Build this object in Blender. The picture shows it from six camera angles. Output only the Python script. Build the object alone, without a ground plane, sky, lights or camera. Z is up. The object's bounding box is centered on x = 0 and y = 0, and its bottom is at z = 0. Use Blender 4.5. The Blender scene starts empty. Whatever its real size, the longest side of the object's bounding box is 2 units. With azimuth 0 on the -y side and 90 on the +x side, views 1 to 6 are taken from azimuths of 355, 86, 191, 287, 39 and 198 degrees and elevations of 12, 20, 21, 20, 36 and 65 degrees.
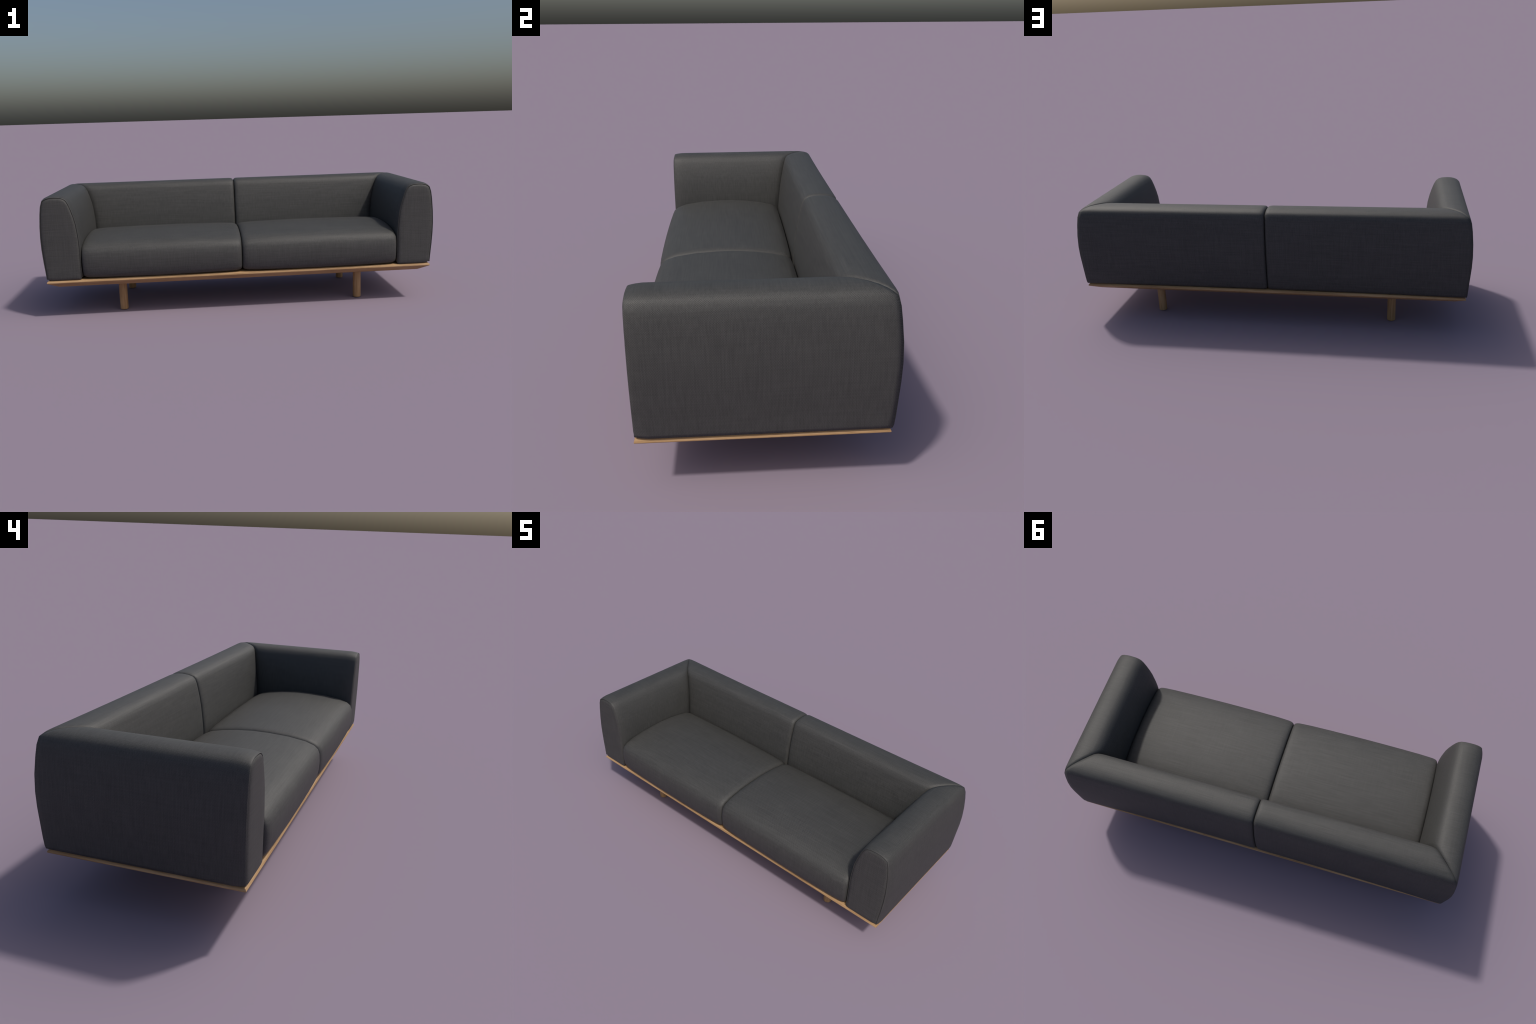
"""Two-seat upholstered sofa on a chamfered wooden plinth board with four round legs.

Frame: metres, z up, front of the sofa faces -y.
"""
import bpy
import math
from mathutils import Vector

# ------------------------------------------------------------------ helpers


def make_object(name, verts, faces, material, parent, sharp_angle=None):
    mesh = bpy.data.meshes.new(name)
    mesh.from_pydata(verts, [], faces)
    mesh.validate()
    mesh.update()
    for p in mesh.polygons:
        p.use_smooth = True
    if sharp_angle is not None:
        mesh.set_sharp_from_angle(angle=math.radians(sharp_angle))
    mesh.materials.append(material)
    obj = bpy.data.objects.new(name, mesh)
    bpy.context.scene.collection.objects.link(obj)
    obj.parent = parent
    return obj


def offset_inward(poly, amount):
    """Move the corners of a closed (u, z) outline inward along their own normals."""
    area = sum(poly[i][0] * poly[(i + 1) % len(poly)][1]
               - poly[(i + 1) % len(poly)][0] * poly[i][1] for i in range(len(poly)))
    turn = 1.0 if area > 0 else -1.0
    out = []
    n = len(poly)
    for i in range(n):
        a, b, c = (Vector(poly[(i + k) % n]) for k in (-1, 0, 1))
        e1 = (b - a).normalized()
        e2 = (c - b).normalized()
        nrm = (Vector((-e1.y, e1.x)) + Vector((-e2.y, e2.x))).normalized() * turn
        out.append(b + nrm * amount)
    return out


def bridge(rings, closed=True):
    """Quads between successive closed rings of equal length."""
    n = len(rings[0])
    verts = [v for r in rings for v in r]
    faces = []
    for k in range(len(rings) - 1):
        for i in range(n):
            j = (i + 1) % n
            faces.append((k * n + i, k * n + j, (k + 1) * n + j, (k + 1) * n + i))
    return verts, faces


def fix_normals(obj):
    import bmesh
    bm = bmesh.new()
    bm.from_mesh(obj.data)
    bmesh.ops.recalc_face_normals(bm, faces=bm.faces)
    bm.to_mesh(obj.data)
    bm.free()


# ---------------------------------------------------------------- materials


class Nodes:
    def __init__(self, name):
        self.mat = bpy.data.materials.new(name)
        self.mat.use_nodes = True
        self.t = self.mat.node_tree
        self.t.nodes.clear()
        self.out = self.t.nodes.new("ShaderNodeOutputMaterial")
        self.bsdf = self.t.nodes.new("ShaderNodeBsdfPrincipled")
        self.link(self.bsdf.outputs[0], self.out.inputs[0])

    def link(self, a, b):
        self.t.links.new(a, b)

    def put(self, sock, v):
        if hasattr(v, "is_output"):
            self.link(v, sock)
        else:
            sock.default_value = v

    def math(self, op, a, b=0.0, c=0.0):
        n = self.t.nodes.new("ShaderNodeMath")
        n.operation = op
        self.put(n.inputs[0], a)
        self.put(n.inputs[1], b)
        self.put(n.inputs[2], c)
        return n.outputs[0]

    def coords(self, which="Object"):
        n = self.t.nodes.new("ShaderNodeTexCoord")
        return n.outputs[which]

    def split(self, vec):
        n = self.t.nodes.new("ShaderNodeSeparateXYZ")
        self.link(vec, n.inputs[0])
        return n.outputs

    def mapping(self, vec, scale, rot=(0, 0, 0), loc=(0, 0, 0)):
        n = self.t.nodes.new("ShaderNodeMapping")
        self.link(vec, n.inputs[0])
        n.inputs["Scale"].default_value = scale
        n.inputs["Rotation"].default_value = rot
        n.inputs["Location"].default_value = loc
        return n.outputs[0]

    def noise(self, vec, scale, detail=2.0, rough=0.5):
        n = self.t.nodes.new("ShaderNodeTexNoise")
        self.link(vec, n.inputs["Vector"])
        n.inputs["Scale"].default_value = scale
        n.inputs["Detail"].default_value = detail
        n.inputs["Roughness"].default_value = rough
        return n.outputs[0]

    def ramp(self, fac, stops):
        n = self.t.nodes.new("ShaderNodeValToRGB")
        self.link(fac, n.inputs[0])
        e = n.color_ramp.elements
        while len(e) < len(stops):
            e.new(0.5)
        for el, (pos, col) in zip(e, stops):
            el.position = pos
            el.color = (*col, 1.0)
        return n.outputs[0]

    def bump(self, height, strength, dist):
        n = self.t.nodes.new("ShaderNodeBump")
        n.inputs["Strength"].default_value = strength
        n.inputs["Distance"].default_value = dist
        self.link(height, n.inputs["Height"])
        self.link(n.outputs[0], self.bsdf.inputs["Normal"])


FABRIC_DARK = (0.0215, 0.0215, 0.0205)
FABRIC_MID = (0.0453, 0.0447, 0.0424)
FABRIC_LIGHT = (0.0750, 0.0750, 0.0705)


def fabric_material():
    """Charcoal woven cloth: staggered thread dots plus faint slubs in both thread directions."""
    m = Nodes("charcoal_woven_fabric")
    pos = m.coords("Object")
    x, y, z = m.split(pos)
    nx, ny, nz = m.split(m.coords("Normal"))
    w = [m.math("POWER", m.math("ABSOLUTE", c), 6.0) for c in (nx, ny, nz)]
    total = m.math("ADD", m.math("ADD", w[0], w[1]), w[2])
    w = [m.math("DIVIDE", c, total) for c in w]

    pitch = 2.0 * math.pi / 0.0042

    def dots(a, b):
        return m.math("MULTIPLY", m.math("SINE", m.math("MULTIPLY", a, pitch)),
                      m.math("SINE", m.math("MULTIPLY", b, pitch * 0.94)))

    # threads wander a little, so the dots are not a perfect lattice
    wander = m.math("MULTIPLY", m.math("SUBTRACT", m.noise(pos, 160.0, 1.0), 0.5), 0.0020)
    xw, yw, zw = (m.math("ADD", c, wander) for c in (x, y, z))
    planes = [dots(yw, z), dots(xw, z), dots(xw, yw)]
    weave = None
    for p, k in zip(planes, w):
        term = m.math("MULTIPLY", p, k)
        weave = term if weave is None else m.math("ADD", weave, term)

    # slubs: threads that run thick or dark for a hand's width; long along one axis only
    slub_x = m.noise(m.mapping(pos, (7, 230, 230)), 1.0, 2.0)
    slub_y = m.noise(m.mapping(pos, (230, 7, 230), loc=(3, 1, 5)), 1.0, 2.0)
    slub_z = m.noise(m.mapping(pos, (230, 230, 7), loc=(7, 2, 1)), 1.0, 2.0)
    slub = None
    for s, k in ((slub_x, m.math("SUBTRACT", 1.0, w[0])),
                 (slub_y, m.math("MULTIPLY", m.math("SUBTRACT", 1.0, w[1]), 0.5)),
                 (slub_z, m.math("SUBTRACT", 1.0, w[2]))):
        term = m.math("MULTIPLY", m.math("SUBTRACT", s, 0.5), k)
        slub = term if slub is None else m.math("ADD", slub, term)
    cloud = m.math("SUBTRACT", m.noise(pos, 14.0, 3.0), 0.5)

    v = m.math("MULTIPLY_ADD", weave, 0.62, 0.5)
    v = m.math("MULTIPLY_ADD", slub, 0.70, v)
    v = m.math("MULTIPLY_ADD", cloud, 0.16, v)
    col = m.ramp(v, [(0.0, FABRIC_DARK), (0.5, FABRIC_MID), (1.0, FABRIC_LIGHT)])
    m.link(col, m.bsdf.inputs["Base Color"])
    m.bsdf.inputs["Roughness"].default_value = 0.63
    m.bsdf.inputs["Specular IOR Level"].default_value = 0.5
    m.bump(m.math("MULTIPLY_ADD", slub, 0.6, m.math("MULTIPLY", weave, 0.5)), 0.12, 0.0008)
    return m.mat


def wood_material(name, grain_scale, ring_scale, stops):
    """Oiled oak: long fibres along one axis, broad figure and fine pores."""
    m = Nodes(name)
    pos = m.coords("Object")
    figure = m.noise(m.mapping(pos, ring_scale), 1.0, 3.0, 0.55)
    fibre = m.noise(m.mapping(pos, grain_scale, loc=(2, 5, 1)), 1.0, 3.0, 0.6)
    v = m.math("ADD", m.math("MULTIPLY", figure, 0.5), m.math("MULTIPLY", fibre, 0.5))
    pores = m.noise(m.mapping(pos, tuple(2.2 * c for c in grain_scale), loc=(9, 4, 6)), 1.0, 1.0)
    pores = m.math("MULTIPLY", m.math("MAXIMUM", m.math("SUBTRACT", pores, 0.62), 0.0), 1.3)
    v = m.math("SUBTRACT", v, pores)
    col = m.ramp(v, stops)
    m.link(col, m.bsdf.inputs["Base Color"])
    m.bsdf.inputs["Roughness"].default_value = 0.6
    m.bsdf.inputs["Specular IOR Level"].default_value = 0.35
    m.bump(fibre, 0.10, 0.0008)
    return m.mat


OAK = [(0.32, (0.245, 0.135, 0.059)), (0.47, (0.385, 0.230, 0.104)), (0.60, (0.47, 0.300, 0.152))]

fabric = fabric_material()
board_wood = wood_material("oak_board", (10, 240, 320), (3, 45, 60), OAK)
edge_wood = wood_material("oak_board_end", (240, 10, 320), (45, 3, 60), OAK)
leg_wood = wood_material("oak_leg", (260, 260, 9), (45, 45, 5), OAK)

# --------------------------------------------------------------- thing root

sofa = bpy.data.objects.new("sofa", None)
bpy.context.scene.collection.objects.link(sofa)
sofa["label"] = "low two-seat charcoal fabric sofa on oak base"
sofa["category"] = "sofa"

# ------------------------------------------------ armrest / backrest profile
# One padded profile, walked from the outer foot up over the crown to the inner foot.
# Each row: half-width x of the armrest, depth y of the backrest, height z.
# Both share the rows, so they meet in a mitre at the back corners.
PROFILE = [
    (0.9600, 0.3360, 0.2025),
    (0.9855, 0.3600, 0.2032),
    (0.9875, 0.3640, 0.2150),
    (0.9900, 0.3680, 0.2450),
    (0.9950, 0.3725, 0.3000),
    (0.9990, 0.3755, 0.3600),
    (1.0000, 0.3770, 0.4150),
    (0.9975, 0.3755, 0.4750),
    (0.9920, 0.3700, 0.5350),
    (0.9860, 0.3655, 0.5750),
    (0.9770, 0.3595, 0.6015),
    (0.9670, 0.3480, 0.6112),
    (0.9530, 0.3330, 0.6178),
    (0.9350, 0.3130, 0.6222),
    (0.9120, 0.2880, 0.6232),
    (0.8840, 0.2570, 0.6210),
    (0.8645, 0.2340, 0.6150),
    (0.8500, 0.2210, 0.6035),
    (0.8395, 0.2140, 0.5850),
    (0.8285, 0.2065, 0.5550),
    (0.8175, 0.1985, 0.5180),
    (0.8095, 0.1920, 0.4800),
    (0.8030, 0.1845, 0.4150),
    (0.8010, 0.1805, 0.3700),
    (0.8020, 0.1795, 0.2900),
    (0.8030, 0.1795, 0.2100),
    (0.8200, 0.1970, 0.2025),
]
ARM_FRONT = -0.3560
N = len(PROFILE)
ARM = [(p[0], p[2]) for p in PROFILE]
BACK = [(p[1], p[2]) for p in PROFILE]


def edge_round(length, depth, steps=4):
    """(distance from the seam, inset) pairs of a rolled cushion edge, seam first."""
    out = []
    for k in range(steps + 1):
        a = 0.5 * math.pi * k / steps
        out.append((length * (1 - math.cos(a)) if k else 0.0, depth * (1 - math.sin(a))))
    return out


MITRE = [(0.0, 0.0034), (0.020, 0.0006), (0.050, 0.0)]
LIP = [(0.004, 0.0085), (0.0, 0.0080), (0.0006, 0.0066), (0.002, 0.0056), (0.008, 0.0042),
       (0.020, 0.0020), (0.040, 0.0)]
MIDDLE = [(0.0, 0.0110), (0.0045, 0.0045), (0.011, 0.0012), (0.024, 0.0)]


def capped(rings, name, parent, material=fabric, sharp=None):
    verts, faces = bridge(rings)
    n = len(rings[0])
    faces.append(tuple(range(n)))
    faces.append(tuple(range(len(verts) - n, len(verts))))
    obj = make_object(name, verts, faces, material, parent)
    fix_normals(obj)
    if sharp:
        obj.data.set_sharp_from_angle(angle=math.radians(sharp))
    return obj


def mitre_section(inset):
    """Armrest and backrest outlines near the mitre; the foot keeps a crisp corner."""
    out = []
    for outline in (ARM, BACK):
        sec = offset_inward(outline, inset)
        out.append([Vector(b).lerp(a, min(1.0, 0.2 + max(0.0, b[1] - 0.2035) / 0.12))
                    for a, b in zip(sec, outline)])
    return out


def build_armrest(side):
    rings = []
    for d, inset in LIP:                                   # front lip
        sec = offset_inward(ARM, inset)
        rings.append([(side * u, ARM_FRONT + d, z) for u, z in sec])
    for t in (0.04, 0.2, 0.4, 0.6, 0.8, 0.96):             # body of the sleeve
        rings.append([(side * p[0], ARM_FRONT + LIP[-1][0]
                       + t * (p[1] - MITRE[-1][0] - ARM_FRONT - LIP[-1][0]), p[2])
                      for p in PROFILE])
    for d, inset in reversed(MITRE):                       # rolled mitre edge
        sec, secb = mitre_section(inset)
        rings.append([(side * sec[i][0], secb[i][0] - d - 0.0012, sec[i][1])
                      for i in range(N)])
    arm = capped(rings, "armrest", sofa)

    # padded front panel set inside the sleeve's lip: concentric rings towards the middle line
    top, foot, mid = 0.535, 0.285, 0.897
    base = offset_inward(ARM, 0.0086)
    base = [Vector((u, z - 0.0100 if z < 0.215 and 0.8 < u < 0.965 else z)) for u, z in base]
    rings = [[(side * u, ARM_FRONT + 0.012, z) for u, z in base]]
    for t, out in ((0.0, -0.0035), (0.025, -0.0010), (0.07, 0.0014), (0.13, 0.0031),
                   (0.20, 0.0038), (0.35, 0.0045), (0.60, 0.0048), (0.97, 0.0049)):
        ring = []
        for u, z in base:
            core = (mid, min(max(z, foot), top))
            ring.append((side * (u + (core[0] - u) * t), ARM_FRONT - out,
                         z + (core[1] - z) * t))
        rings.append(ring)
    capped(rings, "front_panel", arm)


def foot_weight(row):
    """How far the outer face draws in between corners: most at the foot, a little above it."""
    if row[1] < 0.28:
        return 0.0
    return 0.45 + 0.55 * max(0.0, 1.0 - (row[2] - 0.2025) / 0.10) ** 2


def build_backrest(side):
    rings = []
    for d, inset in MIDDLE:                                # rolled edge at the centre split
        sec = offset_inward(BACK, inset)
        rings.append([(side * (0.0014 + d), u - 0.011 * foot_weight(p), z)
                      for (u, z), p in zip(sec, PROFILE)])
    for t in (0.03, 0.25, 0.5, 0.75, 0.97):
        x0 = 0.0014 + MIDDLE[-1][0]
        tuck = 0.011 * (1 - t ** 3)                        # the foot is pulled in between corners
        rings.append([(side * (x0 + t * (p[0] - MITRE[-1][0] - x0)),
                       p[1] - tuck * foot_weight(p), p[2]) for p in PROFILE])
    for d, inset in reversed(MITRE):
        sec, secb = mitre_section(inset)
        rings.append([(side * (sec[i][0] - d - 0.0012), secb[i][0], secb[i][1])
                      for i in range(N)])
    capped(rings, "backrest", sofa)


# ------------------------------------------------------------- seat cushions
# Side outline (depth y, height z) of a cushion, from the front foot over the crown to the back.
SEAT = [
    (-0.3370, 0.2050), (-0.3540, 0.2105), (-0.3650, 0.2300), (-0.3705, 0.2640),
    (-0.3720, 0.3000), (-0.3690, 0.3320), (-0.3600, 0.3550), (-0.3400, 0.3710),
    (-0.3000, 0.3850), (-0.2200, 0.3970), (-0.1300, 0.4020), (-0.0600, 0.4025),
    (0.0200, 0.3970), (0.0900, 0.3870), (0.1400, 0.3760), (0.1680, 0.3620),
    (0.1770, 0.3400), (0.1770, 0.2800), (0.1700, 0.2150), (0.1500, 0.2050),
]


def cushion_roll():
    """A soft parabolic fall towards the seam, ended by a tight turn into it."""
    return [(0.0, 0.0160), (0.0045, 0.0090), (0.0130, 0.0042), (0.026, 0.0014), (0.046, 0.0)]


def build_seat_cushion(side):
    x0, x1 = 0.0016, 0.8015
    roll = cushion_roll()
    stations = [(x0 + d, i) for d, i in roll]
    for t in (0.12, 0.25, 0.4, 0.5, 0.6, 0.75, 0.88):
        stations.append((x0 + t * (x1 - x0), -0.0055 * (1 - (2 * t - 1) ** 2)))
    stations += [(x1 - d, i) for d, i in reversed(roll)]
    rings = []
    for x, inset in stations:
        sec = offset_inward(SEAT, inset)
        if inset < 0:                                      # crown does not push into the frame
            sec = [Vector((min(s.x, 0.1780), max(s.y, 0.2045))) for s in sec]
        rings.append([(side * x, u, z) for u, z in sec])
    capped(rings, "seat_cushion", sofa)


for side in (1, -1):
    build_armrest(side)
    build_backrest(side)
    build_seat_cushion(side)

# ------------------------------------------------------------------ base board
# A board with a rounded upper edge and a wide chamfer below, so that its rim looks thin.
HALF_X, HALF_Y = 0.9825, 0.3580
RIM = [  # (inset from the rim, height)
    (0.0150, 0.2005), (0.0100, 0.1998), (0.0055, 0.1978), (0.0022, 0.1948), (0.0004, 0.1912),
    (0.0, 0.1885), (0.0012, 0.1862), (0.0040, 0.1842), (0.0490, 0.1575),
]


def build_base():
    rings = []
    for inset, z in RIM:
        ax, ay = HALF_X - inset, HALF_Y - inset
        rings.append([(ax, ay, z), (-ax, ay, z), (-ax, -ay, z), (ax, -ay, z)])
    base = capped(rings, "wooden_base", sofa, board_wood, sharp=28)
    base.data.materials.append(edge_wood)
    for p in base.data.polygons:                           # grain follows the rim at the short ends
        if abs(p.normal.x) > 0.3:
            p.material_index = 1
    return base


build_base()

# ------------------------------------------------------------------------ legs
LEG_RADIUS = 0.0212
LEG_OUTLINE = [(0.6, 0.0), (0.90, 0.0), (0.97, 0.0012), (1.0, 0.0035), (1.0, 0.08), (1.0, 0.1615)]


def build_legs():
    seg = 28
    rings = []
    for r, z in LEG_OUTLINE:
        rings.append([(LEG_RADIUS * r * math.cos(2 * math.pi * k / seg),
                       LEG_RADIUS * r * math.sin(2 * math.pi * k / seg), z) for k in range(seg)])
    first = capped(rings, "leg", sofa, leg_wood, sharp=50)
    spots = [(0.6265, -0.2200), (-0.6265, -0.2200), (0.6265, 0.2240), (-0.6265, 0.2240)]
    for k, (x, y) in enumerate(spots):
        leg = first if k == 0 else first.copy()
        if k:
            bpy.context.scene.collection.objects.link(leg)
            leg.parent = sofa
        leg.location = (x, y, 0.0)
        leg.rotation_euler = (0, 0, 1.3 * k)


build_legs()
